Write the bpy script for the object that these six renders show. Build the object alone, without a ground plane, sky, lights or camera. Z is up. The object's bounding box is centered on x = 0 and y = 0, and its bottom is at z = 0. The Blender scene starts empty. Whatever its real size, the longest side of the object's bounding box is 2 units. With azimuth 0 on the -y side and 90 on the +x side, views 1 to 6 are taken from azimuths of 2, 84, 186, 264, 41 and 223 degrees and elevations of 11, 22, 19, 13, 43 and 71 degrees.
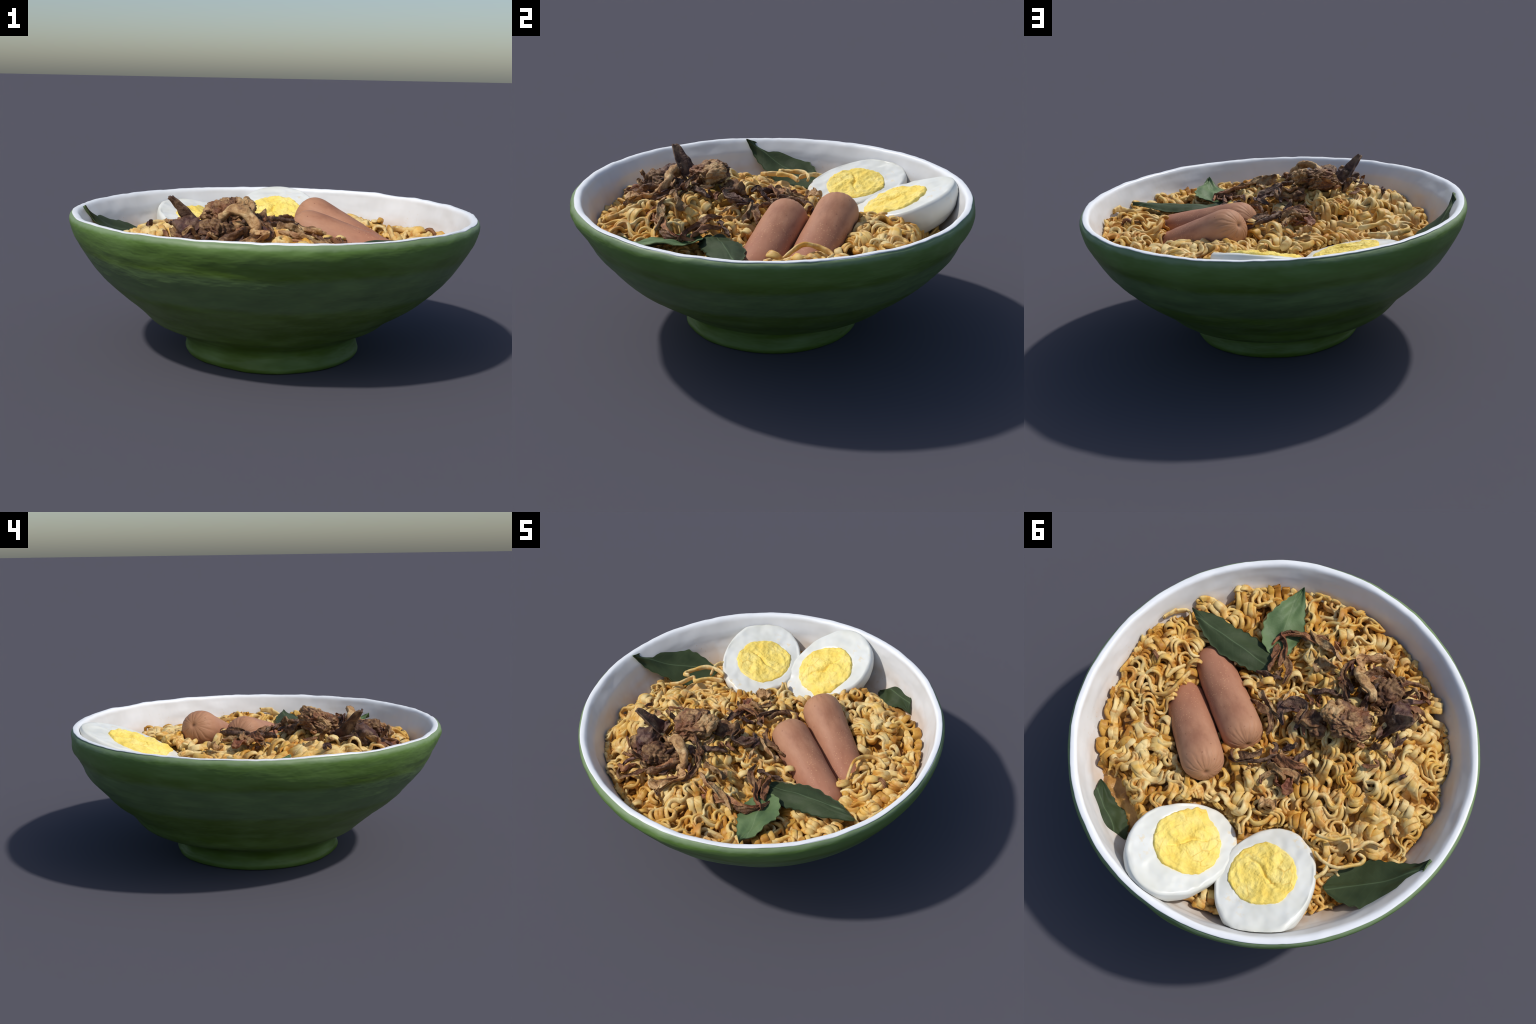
"""A green glazed bowl of wavy noodles topped with two boiled egg halves,
two sausages, four bay leaves and a pile of fried shallots."""
import bpy, math, random
import numpy as np
from mathutils import Matrix, Vector, noise

SEED = 11
rng = np.random.default_rng(SEED)
TAU = 2 * math.pi


# ------------------------------------------------------------------ helpers
def unit(v):
    v = np.asarray(v, float)
    return v / np.maximum(np.linalg.norm(v, axis=-1, keepdims=True), 1e-9)


def make_mesh(name, verts, faces, mats, smooth=True, face_mats=None):
    me = bpy.data.meshes.new(name)
    me.from_pydata([tuple(map(float, v)) for v in verts], [], faces)
    for m in mats:
        me.materials.append(m)
    me.polygons.foreach_set("use_smooth", [smooth] * len(me.polygons))
    if face_mats is not None:
        me.polygons.foreach_set("material_index", face_mats)
    me.update()
    return me


def add_object(name, mesh, parent=None, matrix=None):
    ob = bpy.data.objects.new(name, mesh)
    bpy.context.scene.collection.objects.link(ob)
    if parent is not None:
        ob.parent = parent
    if matrix is not None:
        ob.matrix_world = matrix
    return ob


def tag(ob, label, category):
    ob["label"] = label
    ob["category"] = category


def spline(pts, n):
    """Catmull-Rom through the control points, n samples."""
    p = np.asarray(pts, float)
    p = np.vstack([2 * p[0] - p[1], p, 2 * p[-1] - p[-2]])
    u = np.linspace(0, len(p) - 3 - 1e-6, n)
    i = u.astype(int)
    t = (u - i)[:, None]
    a, b, c, d = p[i], p[i + 1], p[i + 2], p[i + 3]
    return 0.5 * (2 * b + (c - a) * t + (2 * a - 5 * b + 4 * c - d) * t ** 2 + (3 * b - a - 3 * c + d) * t ** 3)


def frames(path, up=(0, 0, 1), roll=None):
    t = unit(np.gradient(path, axis=0))
    upv = np.broadcast_to(np.asarray(up, float), path.shape)
    b = unit(np.cross(t, upv))
    n = unit(np.cross(b, t))
    if roll is not None:
        c, s = np.cos(roll)[:, None], np.sin(roll)[:, None]
        b, n = c * b + s * n, -s * b + c * n
    return t, b, n


def sweep(path, b, n, sect_b, sect_n):
    """Loft: sect_b, sect_n are (N samples, M around) offsets along b and n."""
    N, M = sect_b.shape
    v = path[:, None] + b[:, None] * sect_b[..., None] + n[:, None] * sect_n[..., None]
    verts = v.reshape(-1, 3)
    i, j = np.meshgrid(np.arange(N - 1), np.arange(M), indexing="ij")
    k = (j + 1) % M
    quads = np.stack([i * M + j, i * M + k, (i + 1) * M + k, (i + 1) * M + j], -1).reshape(-1, 4)
    faces = quads.tolist()
    faces.append(list(range(M))[::-1])
    faces.append([(N - 1) * M + q for q in range(M)])
    return verts, faces


def fbm(co, scale, octaves=3, seed=0.0):
    return noise.fractal(Vector(co) * scale + Vector((seed, seed * 1.7, -seed)), 0.6, 2.0, octaves)


def frame_matrix(origin, z_axis, x_hint):
    z = unit(z_axis)
    y = unit(np.cross(z, x_hint))
    x = np.cross(y, z)
    m = Matrix.Identity(4)
    for r in range(3):
        m[r][0], m[r][1], m[r][2], m[r][3] = x[r], y[r], z[r], origin[r]
    return m


# ---------------------------------------------------------------- materials
class Nodes:
    def __init__(self, name, rough=0.5, spec=0.4):
        self.mat = bpy.data.materials.new(name)
        self.mat.use_nodes = True
        self.t = self.mat.node_tree
        self.bsdf = self.t.nodes["Principled BSDF"]
        self.bsdf.inputs["Roughness"].default_value = rough
        self.bsdf.inputs["Specular IOR Level"].default_value = spec
        self.tc = self.t.nodes.new("ShaderNodeTexCoord")

    def link(self, a, b):
        self.t.links.new(a, b)

    def coords(self, scale=(1, 1, 1), rot=(0, 0, 0), kind="Object"):
        m = self.t.nodes.new("ShaderNodeMapping")
        m.inputs["Scale"].default_value = scale
        m.inputs["Rotation"].default_value = rot
        self.link(self.tc.outputs[kind], m.inputs["Vector"])
        return m.outputs["Vector"]

    def noise(self, scale, vec=None, detail=3, rough=0.55, distortion=0.0):
        n = self.t.nodes.new("ShaderNodeTexNoise")
        n.inputs["Scale"].default_value = scale
        n.inputs["Detail"].default_value = detail
        n.inputs["Roughness"].default_value = rough
        n.inputs["Distortion"].default_value = distortion
        self.link(vec if vec is not None else self.tc.outputs["Object"], n.inputs["Vector"])
        return n.outputs["Fac"]

    def voronoi(self, scale, vec=None, feature="F1", rand=1.0):
        n = self.t.nodes.new("ShaderNodeTexVoronoi")
        n.feature = feature
        n.inputs["Scale"].default_value = scale
        n.inputs["Randomness"].default_value = rand
        self.link(vec if vec is not None else self.tc.outputs["Object"], n.inputs["Vector"])
        return n.outputs["Distance"]

    def ramp(self, fac, stops, interp="LINEAR"):
        r = self.t.nodes.new("ShaderNodeValToRGB")
        r.color_ramp.interpolation = interp
        e = r.color_ramp.elements
        while len(e) < len(stops):
            e.new(0.5)
        for el, (p, c) in zip(e, stops):
            el.position = p
            el.color = (*c, 1) if not isinstance(c, (int, float)) else (c, c, c, 1)
        self.link(fac, r.inputs["Fac"])
        return r.outputs["Color"]

    def mix(self, fac, a, b, mode="MIX"):
        m = self.t.nodes.new("ShaderNodeMix")
        m.data_type = "RGBA"
        m.blend_type = mode
        for sock, val in ((m.inputs[0], fac), (m.inputs[6], a), (m.inputs[7], b)):
            if isinstance(val, (int, float)):
                sock.default_value = val
            elif isinstance(val, tuple):
                sock.default_value = (*val, 1)
            else:
                self.link(val, sock)
        return m.outputs[2]

    def math(self, op, a, b=0.0, c=0.0):
        m = self.t.nodes.new("ShaderNodeMath")
        m.operation = op
        for s, v in zip(m.inputs, (a, b, c)):
            if isinstance(v, (int, float)):
                s.default_value = v
            else:
                self.link(v, s)
        return m.outputs[0]

    def xyz(self, kind="Object"):
        s = self.t.nodes.new("ShaderNodeSeparateXYZ")
        self.link(self.tc.outputs[kind], s.inputs[0])
        return s.outputs

    def random(self):
        return self.t.nodes.new("ShaderNodeObjectInfo").outputs["Random"]

    def pointiness(self):
        return self.t.nodes.new("ShaderNodeNewGeometry").outputs["Pointiness"]

    def color(self, c):
        self.link(c, self.bsdf.inputs["Base Color"])

    def bump(self, height, strength=0.3, dist=0.01):
        b = self.t.nodes.new("ShaderNodeBump")
        b.inputs["Strength"].default_value = strength
        b.inputs["Distance"].default_value = dist
        self.link(height, b.inputs["Height"])
        self.link(b.outputs["Normal"], self.bsdf.inputs["Normal"])


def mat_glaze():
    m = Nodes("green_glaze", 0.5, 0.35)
    z = m.xyz()["Z"]
    wob = m.noise(2.2, m.coords((1, 1, 1.5)), 2)
    zz = m.math("MULTIPLY_ADD", wob, 0.06, m.math("SUBTRACT", z, 0.03))
    olive, leaf, cool = (0.072, 0.130, 0.014), (0.088, 0.165, 0.026), (0.090, 0.150, 0.056)
    band = m.ramp(zz, [(0.0, olive), (0.375, olive), (0.40, cool), (0.535, cool), (0.56, olive), (0.60, leaf), (0.65, (0.10, 0.185, 0.038))])
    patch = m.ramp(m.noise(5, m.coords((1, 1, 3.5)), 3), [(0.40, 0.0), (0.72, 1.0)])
    col = m.mix(m.math("MULTIPLY", patch, 0.45), band, (0.165, 0.265, 0.09))  # pale blotches lighten the glaze where grazing sunlight hits the wall
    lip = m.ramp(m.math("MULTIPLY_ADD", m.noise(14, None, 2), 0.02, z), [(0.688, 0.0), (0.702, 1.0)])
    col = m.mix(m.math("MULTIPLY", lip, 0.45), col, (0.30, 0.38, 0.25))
    m.color(col)
    m.bump(m.noise(9, m.coords((1, 1, 3)), 2), 0.25, 0.02)
    return m.mat


def mat_white_glaze():
    m = Nodes("white_glaze", 0.38, 0.4)
    n = m.noise(3.5, m.coords((1, 1, 0.5)), 4)
    col = m.ramp(n, [(0.3, (0.68, 0.67, 0.65)), (0.7, (0.81, 0.81, 0.805))])
    z = m.xyz()["Z"]
    lip = m.ramp(m.math('MULTIPLY_ADD', m.noise(16, None, 2), 0.012, z), [(0.690, 0.0), (0.704, 1.0)])
    col = m.mix(lip, col, (0.86, 0.875, 0.89))  # rim tinted whiter than the lining, baking in some of the inner wall's shading
    # broth splashes on the wall just above the noodles
    zone = m.ramp(z, [(0.50, 1.0), (0.60, 0.55), (0.655, 0.0)])
    spots = m.ramp(m.voronoi(42), [(0.10, 1.0), (0.2, 0.0)])
    gate = m.ramp(m.noise(4.5, None, 2), [(0.52, 0.0), (0.64, 1.0)])
    f = m.math("MULTIPLY", m.math("MULTIPLY", spots, gate), zone)
    col = m.mix(m.math("MULTIPLY", f, 0.55), col, (0.60, 0.38, 0.15))
    wash = m.math("MULTIPLY", m.ramp(z, [(0.46, 1.0), (0.56, 0.5), (0.615, 0.0)]), m.ramp(m.noise(7, None, 3), [(0.35, 0.0), (0.6, 1.0)]))
    col = m.mix(m.math("MULTIPLY", wash, 0.6), col, (0.55, 0.34, 0.16))
    m.color(col)
    m.bump(m.noise(12, None, 2), 0.15, 0.01)
    return m.mat


def mat_noodle(name, pale, warm, deep, amount):
    m = Nodes(name, 0.52, 0.3)
    n = m.noise(9, None, 3, 0.6)
    col = m.ramp(n, [(0.36, warm), (0.56, pale)])
    streak = m.noise(30, None, 2)
    st = m.math("MULTIPLY", m.ramp(m.noise(16, None, 4, 0.6, 0.6), [(0.47, 0.0), (0.62, 1.0)]), amount)
    col = m.mix(st, col, deep)
    # orange sauce clings to the sunken turns of each strand
    sauce = m.ramp(m.math('MULTIPLY_ADD', m.noise(12, None, 2), 0.5, m.xyz('Generated')['Z']), [(0.40, 0.75), (0.78, 0.0)])
    col = m.mix(sauce, col, tuple(0.5 * a + 0.5 * b for a, b in zip(warm, deep)))
    shade = m.ramp(m.random(), [(0.0, (0.92, 0.88, 0.78)), (0.5, (1.0, 0.98, 0.92)), (1.0, (1.0, 1.0, 1.0))])
    col = m.mix(1.0, col, shade, "MULTIPLY")
    col = m.mix(1.0, col, m.ramp(streak, [(0.3, (0.88, 0.85, 0.8)), (0.7, (1.0, 1.0, 1.0))]), "MULTIPLY")
    m.color(col)
    m.bump(m.noise(26, None, 2), 0.35, 0.008)
    return m.mat


def mat_bed():
    m = Nodes("soaked_noodle_bed", 0.4, 0.4)
    col = m.ramp(m.noise(13, None, 4), [(0.3, (0.26, 0.10, 0.02)), (0.6, (0.52, 0.27, 0.07))])
    m.color(col)
    m.bump(m.noise(20, None, 3), 0.6, 0.02)
    return m.mat


def mat_sausage():
    m = Nodes("sausage_skin", 0.58, 0.25)
    n = m.noise(11, m.coords((1, 1, 0.5)), 4, 0.65)
    col = m.ramp(n, [(0.32, (0.35, 0.155, 0.090)), (0.5, (0.44, 0.212, 0.125)), (0.72, (0.51, 0.265, 0.16))])
    s = m.xyz()
    # tan, faintly browned puckered end around the tip (local z = 0 at the tip)
    endz = m.ramp(s["Z"], [(0.0, 1.0), (0.12, 0.0)])
    col = m.mix(m.math("MULTIPLY", endz, 0.55), col, (0.47, 0.245, 0.125))
    ang = m.math("ARCTAN2", s["Y"], s["X"])
    wob = m.noise(10, None, 2)
    ray = m.math("ABSOLUTE", m.math("SINE", m.math("MULTIPLY_ADD", ang, 8.5, m.math("MULTIPLY", wob, 5.0))))
    crease = m.math("MULTIPLY", m.ramp(ray, [(0.0, 1.0), (0.16, 0.0)]), m.ramp(s["Z"], [(0.0, 1.0), (0.05, 0.35), (0.075, 0.0)]))
    col = m.mix(m.math("MULTIPLY", crease, 0.7), col, (0.20, 0.075, 0.03))
    rad = m.math("SQRT", m.math("ADD", m.math("MULTIPLY", s["X"], s["X"]), m.math("MULTIPLY", s["Y"], s["Y"])))
    core = m.math("MULTIPLY", m.ramp(rad, [(0.003, 0.8), (0.013, 0.0)]), m.ramp(s["Z"], [(0.03, 1.0), (0.05, 0.0)]))
    col = m.mix(core, col, (0.14, 0.055, 0.025))
    col = m.mix(m.math('MULTIPLY', m.ramp(s['Z'], [(0.2, 0.0), (0.48, 1.0)]), 0.5), col, (0.42, 0.165, 0.10))
    # fat flecks on the far half, a few dark pores
    fleck = m.math("MULTIPLY", m.ramp(m.voronoi(70), [(0.16, 1.0), (0.28, 0.0)]), m.ramp(m.noise(7, None, 2), [(0.42, 0.0), (0.54, 1.0)]))
    fleck = m.math("MULTIPLY", fleck, m.ramp(s["Z"], [(0.12, 0.0), (0.26, 1.0)]))
    col = m.mix(m.math("MULTIPLY", fleck, 0.5), col, (0.66, 0.38, 0.20))
    pore = m.math("MULTIPLY", m.ramp(m.voronoi(20), [(0.05, 1.0), (0.10, 0.0)]), 0.6)
    col = m.mix(pore, col, (0.22, 0.08, 0.05))
    m.color(col)
    m.bsdf.inputs["Subsurface Weight"].default_value = 0.05
    m.bsdf.inputs["Subsurface Radius"].default_value = (0.03, 0.012, 0.008)
    m.bump(m.math("ADD", m.noise(14, m.coords((1, 1, 0.35)), 2), m.math("MULTIPLY", fleck, 0.5)), 0.15, 0.01)
    return m.mat


def mat_egg_white():
    m = Nodes("egg_white", 0.35, 0.4)
    col = m.ramp(m.noise(5, None, 3), [(0.3, (0.70, 0.70, 0.62)), (0.65, (0.80, 0.81, 0.77))])
    gate = m.ramp(m.noise(5.5, None, 2), [(0.56, 0.0), (0.66, 1.0)])
    smear = m.math("MULTIPLY", m.ramp(m.noise(38, None, 3), [(0.52, 0.0), (0.62, 1.0)]), gate)
    col = m.mix(m.math("MULTIPLY", smear, 0.4), col, (0.83, 0.60, 0.22))
    m.color(col)
    m.bsdf.inputs["Subsurface Weight"].default_value = 0.08
    m.bsdf.inputs["Subsurface Radius"].default_value = (0.03, 0.025, 0.02)
    m.bump(m.noise(9, None, 2), 0.12, 0.01)
    return m.mat


def mat_yolk():
    m = Nodes("egg_yolk", 0.7, 0.25)
    col = m.ramp(m.noise(9, None, 4), [(0.3, (0.86, 0.60, 0.10)), (0.5, (0.93, 0.72, 0.17)), (0.72, (0.95, 0.79, 0.28))])
    crack = m.ramp(m.voronoi(11, m.coords((1, 1.6, 0.4)), "DISTANCE_TO_EDGE"), [(0.0, 1.0), (0.05, 0.0)])
    gate = m.ramp(m.noise(7, None, 2), [(0.50, 0.0), (0.62, 1.0)])
    col = m.mix(m.math("MULTIPLY", m.math("MULTIPLY", crack, gate), 0.6), col, (0.78, 0.42, 0.03))
    m.color(col)
    m.bump(m.noise(38, None, 4, 0.65), 0.5, 0.012)
    return m.mat


def mat_leaf():
    m = Nodes("bay_leaf_green", 0.62, 0.22)
    s = m.xyz()
    col = m.ramp(m.noise(7, None, 3), [(0.3, (0.030, 0.047, 0.020)), (0.7, (0.047, 0.068, 0.030))])
    # local x runs along the midrib, local y across it
    ay = m.math("ABSOLUTE", s["Y"])
    rib = m.ramp(ay, [(0.0, 1.0), (0.0045, 0.0)])
    side = m.math("ABSOLUTE", m.math("SINE", m.math("MULTIPLY", m.math("SUBTRACT", s["X"], m.math("MULTIPLY", ay, 0.8)), 62.0)))
    vein = m.math("MULTIPLY", m.ramp(side, [(0.0, 1.0), (0.10, 0.0)]), 0.12)
    f = m.math("MAXIMUM", m.math("MULTIPLY", rib, 0.55), vein)
    col = m.mix(f, col, (0.13, 0.19, 0.10))
    tone = m.ramp(m.random(), [(0.0, (0.8, 0.85, 0.8)), (1.0, (1.2, 1.15, 1.1))])
    col = m.mix(1.0, col, tone, "MULTIPLY")
    m.color(col)
    m.bump(m.math("ADD", m.noise(45, None, 3), f), 0.3, 0.006)
    return m.mat


def mat_leaf_back():
    m = Nodes("bay_leaf_underside", 0.55, 0.3)
    s = m.xyz()
    col = m.ramp(m.noise(8, None, 3), [(0.3, (0.085, 0.145, 0.055)), (0.7, (0.145, 0.215, 0.09))])
    ay = m.math("ABSOLUTE", s["Y"])
    rib = m.ramp(ay, [(0.0, 1.0), (0.004, 0.0)])
    side = m.math("ABSOLUTE", m.math("SINE", m.math("MULTIPLY", m.math("SUBTRACT", s["X"], m.math("MULTIPLY", ay, 0.8)), 70.0)))
    vein = m.math("MULTIPLY", m.ramp(side, [(0.0, 1.0), (0.10, 0.0)]), 0.3)
    col = m.mix(m.math("MAXIMUM", m.math("MULTIPLY", rib, 0.5), vein), col, (0.22, 0.28, 0.14))
    m.color(col)
    m.bump(m.noise(45, None, 3), 0.3, 0.006)
    return m.mat


def mat_shallot(name, dark, mid, tan, red):
    m = Nodes(name, 0.55, 0.35)
    v = m.coords((1.0, 1.0, 1.0))
    n = m.noise(17, v, 4, 0.65, 0.8)
    col = m.ramp(n, [(0.32, dark), (0.47, mid), (0.66, tan)])
    r = m.ramp(m.noise(10, None, 2), [(0.52, 0.0), (0.66, 1.0)])
    col = m.mix(m.math("MULTIPLY", r, 0.55), col, red)
    tone = m.ramp(m.random(), [(0.0, (0.72, 0.68, 0.66)), (0.6, (1.05, 1.05, 1.05)), (1.0, (1.3, 1.3, 1.3))])
    col = m.mix(1.0, col, tone, "MULTIPLY")
    m.color(col)
    m.bump(m.noise(48, v, 4, 0.65), 0.7, 0.012)
    return m.mat


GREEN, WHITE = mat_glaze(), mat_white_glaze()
NOODLE = [
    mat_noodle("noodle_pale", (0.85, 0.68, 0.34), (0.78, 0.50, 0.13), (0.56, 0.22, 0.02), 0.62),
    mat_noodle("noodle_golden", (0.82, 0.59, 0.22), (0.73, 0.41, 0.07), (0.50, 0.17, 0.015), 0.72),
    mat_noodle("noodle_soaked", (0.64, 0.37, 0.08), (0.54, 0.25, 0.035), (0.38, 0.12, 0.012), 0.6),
]
BED, SAUSAGE, EGGWHITE, YOLK = mat_bed(), mat_sausage(), mat_egg_white(), mat_yolk()
LEAF, LEAFBACK = mat_leaf(), mat_leaf_back()
SHALLOT = [
    mat_shallot("shallot_brown", (0.045, 0.019, 0.010), (0.17, 0.080, 0.036), (0.44, 0.27, 0.12), (0.20, 0.07, 0.03)),
    mat_shallot("shallot_dark", (0.03, 0.014, 0.010), (0.095, 0.048, 0.032), (0.27, 0.17, 0.10), (0.10, 0.035, 0.035)),
    mat_shallot("shallot_tan", (0.12, 0.055, 0.022), (0.36, 0.20, 0.08), (0.58, 0.40, 0.20), (0.30, 0.12, 0.05)),
    mat_shallot("shallot_red", (0.07, 0.024, 0.012), (0.22, 0.090, 0.038), (0.42, 0.21, 0.09), (0.25, 0.07, 0.04)),
]

# --------------------------------------------------------------------- bowl
OUTER = [(0.428, 0.0), (0.437, 0.018), (0.433, 0.036), (0.429, 0.060), (0.432, 0.084), (0.453, 0.110), (0.508, 0.137), (0.584, 0.168),
         (0.645, 0.222), (0.745, 0.302), (0.808, 0.360), (0.850, 0.402), (0.890, 0.452), (0.924, 0.505), (0.952, 0.552),
         (0.978, 0.602), (0.992, 0.648), (0.996, 0.676), (0.990, 0.694), (0.981, 0.702)]
INNER = [(0.981, 0.702), (0.979, 0.7065), (0.961, 0.7065), (0.950, 0.698), (0.942, 0.675), (0.930, 0.640), (0.914, 0.590), (0.888, 0.530),
         (0.83, 0.45), (0.70, 0.35), (0.58, 0.27), (0.42, 0.20), (0.2, 0.165), (0.0, 0.16)]
FOOT_TOP = 3
SEG = 288


def rim_shape(th, z):
    """Slightly out-of-round; the low belly is fuller towards -x +y."""
    s = np.clip(z / 0.7, 0, 1) ** 1.5
    low = np.exp(-((z - 0.18) / 0.06) ** 2)
    neck = np.exp(-((z - 0.11) / 0.035) ** 2)
    return (1 + s * (0.0036 * np.cos(2 * th) - 0.002 * np.cos(3 * th) - 0.0023 * np.sin(3 * th) - 0.002 * np.cos(4 * th))
            + 0.056 * low * np.cos(th - 2.4) + 0.045 * neck * np.cos(th - 3.7))


def drift(z):
    """How far the middle of the hand-thrown bowl wanders towards +y."""
    return float(np.interp(z, [0.0, 0.1, 0.25, 0.5, 0.7], [0.010, 0.014, 0.022, 0.018, 0.006]))


def resample(profile, step):
    p = np.asarray(profile, float)
    out = [p[0]]
    for a, b in zip(p[:-1], p[1:]):
        n = max(1, int(np.ceil(np.linalg.norm(b - a) / step)))
        for k in range(1, n + 1):
            out.append(a + (b - a) * k / n)
    return np.array(out)


def smooth_profile(profile, step):
    return spline(resample(profile, 0.05), int(sum(np.linalg.norm(np.diff(profile, axis=0), axis=1)) / step))


def lathe_point(r, z, th, outside):
    rr = r * rim_shape(np.array([th]), np.array([z]))[0]
    x, y = rr * math.cos(th), rr * math.sin(th) + drift(z)
    if r > 0.3:
        lump = fbm((x * 1.0, y * 1.0, z * 2.6), 4.0, 2, 3.1) * 0.0065
        facet = noise.cell(Vector((x, y, z * 1.8)) * 13) - 0.5
        lump += facet * 0.0012
        if outside:
            # thrower's ridges and a lopsided bulge under the lip
            fade = min(1, max(0, (z - 0.12) / 0.15))
            lump += fade * 0.0036 * math.sin(z * 42 + 0.8 * math.sin(th + 0.6))
            d = (th - math.radians(186) + math.pi) % TAU - math.pi
            lump += -0.008 * math.exp(-(((th - math.radians(205) + math.pi) % TAU - math.pi) / 0.6) ** 2) * math.exp(-((z - 0.645) / 0.05) ** 2)
            lump += 0.010 * math.exp(-(((th - 2.63 + math.pi) % TAU - math.pi) / 0.5) ** 2) * math.exp(-((z - 0.50) / 0.12) ** 2)
            dz = (th - math.radians(-88) + math.pi) % TAU - math.pi
            lump += 0.012 * math.exp(-(dz / 0.3) ** 2) * math.exp(-((z - 0.66) / 0.05) ** 2)
        if z < 0.12 and outside:
            lump += 0.010 * fbm((math.cos(th), math.sin(th), z * 3), 2.2, 2, 1.0)
            front = (th - math.radians(-85) + math.pi) % TAU - math.pi
            lump += 0.022 * math.exp(-(front / 0.55) ** 2) * max(0.0, 1 - z / 0.09)
            z += 0.012 * max(0.0, 1 - abs(z - 0.05) / 0.05) * noise.noise(Vector((x * 3, y * 3, 2.0)))
        if not outside:
            lump *= 0.7
            # the wall is thicker on the -x side
            lump -= 0.022 * max(0.0, math.cos(th - 3.4)) * min(1.0, max(0.0, (0.70 - z) / 0.06))
            x += lump * math.cos(th)
        y += lump * math.sin(th)
        if z > 0.6:
            z += (fbm((x * 2, y * 2, 0), 2.0, 2, 9.0) * 0.005 + fbm((x, y, 0), 13.0, 2, 4.0) * 0.0022) * (z - 0.6) / 0.1
    return (x, y, z)


def lathe(profile, outside, close_axis=False, flip=False):
    verts, faces = [], []
    n = len(profile)
    for (r, z) in profile:
        for k in range(SEG):
            verts.append(lathe_point(max(r, 0.0), z, TAU * k / SEG, outside))
    for i in range(n - 1):
        for k in range(SEG):
            k2 = (k + 1) % SEG
            f = [i * SEG + k, i * SEG + k2, (i + 1) * SEG + k2, (i + 1) * SEG + k]
            faces.append(f[::-1] if flip else f)
    return verts, faces


bowl = add_object("bowl", None)
tag(bowl, "wide footed ceramic bowl, green outside and white inside", "bowl")
outer = smooth_profile(OUTER, 0.013)
split = int(np.argmin(np.abs(outer[:, 1] - 0.095)))
shell_v, shell_f = lathe(outer, True)
cut = split * SEG
foot_f = [f for f in shell_f if max(f) < cut + SEG and min(f) < cut]
wall_f = [[i - cut for i in f] for f in shell_f if min(f) >= cut]
foot_v = shell_v[:cut + SEG]
# underside of the foot: a ring to stand on and a shallow hollow
base = len(foot_v)
under = [(0.415, 0.0), (0.39, 0.012), (0.36, 0.03), (0.2, 0.035), (0.0, 0.035)]
prev = 0
for (r, z) in under:
    start = len(foot_v)
    for k in range(SEG):
        th = TAU * k / SEG
        foot_v.append((r * math.cos(th), r * math.sin(th) + drift(0.0), z))
    for k in range(SEG):
        k2 = (k + 1) % SEG
        foot_f.append([prev + k2, prev + k, start + k, start + k2])
    prev = start
whole = make_mesh("whole", shell_v, shell_f, [GREEN])
normals = [tuple(v.normal) for v in whole.vertices]
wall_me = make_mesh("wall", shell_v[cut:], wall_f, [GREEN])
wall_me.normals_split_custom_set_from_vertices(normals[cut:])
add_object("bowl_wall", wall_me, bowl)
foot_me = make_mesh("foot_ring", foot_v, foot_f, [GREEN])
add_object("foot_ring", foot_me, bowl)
bpy.data.meshes.remove(whole)
inner = smooth_profile(INNER, 0.013)
lin_v, lin_f = lathe(inner, False)
# the first ring of the lining coincides with the last ring of the wall
for k in range(SEG):
    lin_v[k] = shell_v[-SEG + k]
add_object("bowl_lining", make_mesh("lining", lin_v, lin_f, [WHITE]), bowl)


# ----------------------------------------------------- heights of the noodles
# sample heights of the heaped surface (x, y, z) and its line against the wall
HEAP = [(0, -.25, .68), (-.2, -.3, .665), (.05, -.5, .675), (0, -.68, .67), (-.4, -.4, .66), (-.42, -.58, .62), (-.4, -.1, .65), (-.2, -.6, .64), (-.3, .1, .545),
        (0, .15, .60), (.1, .45, .58), (.2, .5, .60), (.4, .4, .595), (.63, .5, .55), (.24, .6, .65), (.29, .66, .66), (.19, .61, .65), (.32, .5, .63), (.7, .2, .585), (.74, -.03, .63), (.68, -.2, .59), (.34, -.8, .58), (.6, -.35, .545),
        (.35, -.6, .555), (.5, -.62, .555), (-.6, -.1, .57), (-.7, -.25, .63), (-.56, -.36, .655), (-.45, .08, .55), (-.15, .1, .58), (-.19, .22, .58), (-.1, -.82, .55), (-.1, .36, .575), (-.2, -.72, .575), (-.46, -.25, .68), (.15, -.56, .66), (-.55, .15, .51), (.15, -.05, .585), (-.1, 0, .61), (.35, -.3, .56),
        (.5, 0, .535), (.5, .12, .55), (.2, -.25, .60), (.22, -.44, .565), (-.3, .75, .57), (-.2, .8, .57), (.0, .85, .52), (-.64, .46, .55), (.25, .78, .43), (.18, .77, .36), (.42, .70, .53)]
_a = np.radians(np.arange(0, 360, 15))
_edge = 0.571 + 0.051 * np.cos(_a) - 0.012 * np.sin(_a) - 0.002 * np.cos(2 * _a) + 0.014 * np.sin(2 * _a) - 0.01
_deg = np.arange(0, 360, 15)
_edge = np.where((_deg >= 15) & (_deg <= 60), _edge - 0.03, _edge)
_edge = np.where((_deg >= 75) & (_deg <= 150), _edge - 0.03, _edge)
_K = np.vstack([np.array(HEAP), np.stack([0.86 * np.cos(_a), 0.86 * np.sin(_a), _edge], 1)])


def heap(x, y, s=0.105):
    x, y = np.asarray(x, float), np.asarray(y, float)
    d2 = (x[..., None] - _K[:, 0]) ** 2 + (y[..., None] - _K[:, 1]) ** 2
    w = np.exp(-d2 / (2 * s * s)) + 1e-9
    return (w * _K[:, 2]).sum(-1) / w.sum(-1)


_in = np.array(INNER)[::-1]


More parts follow.
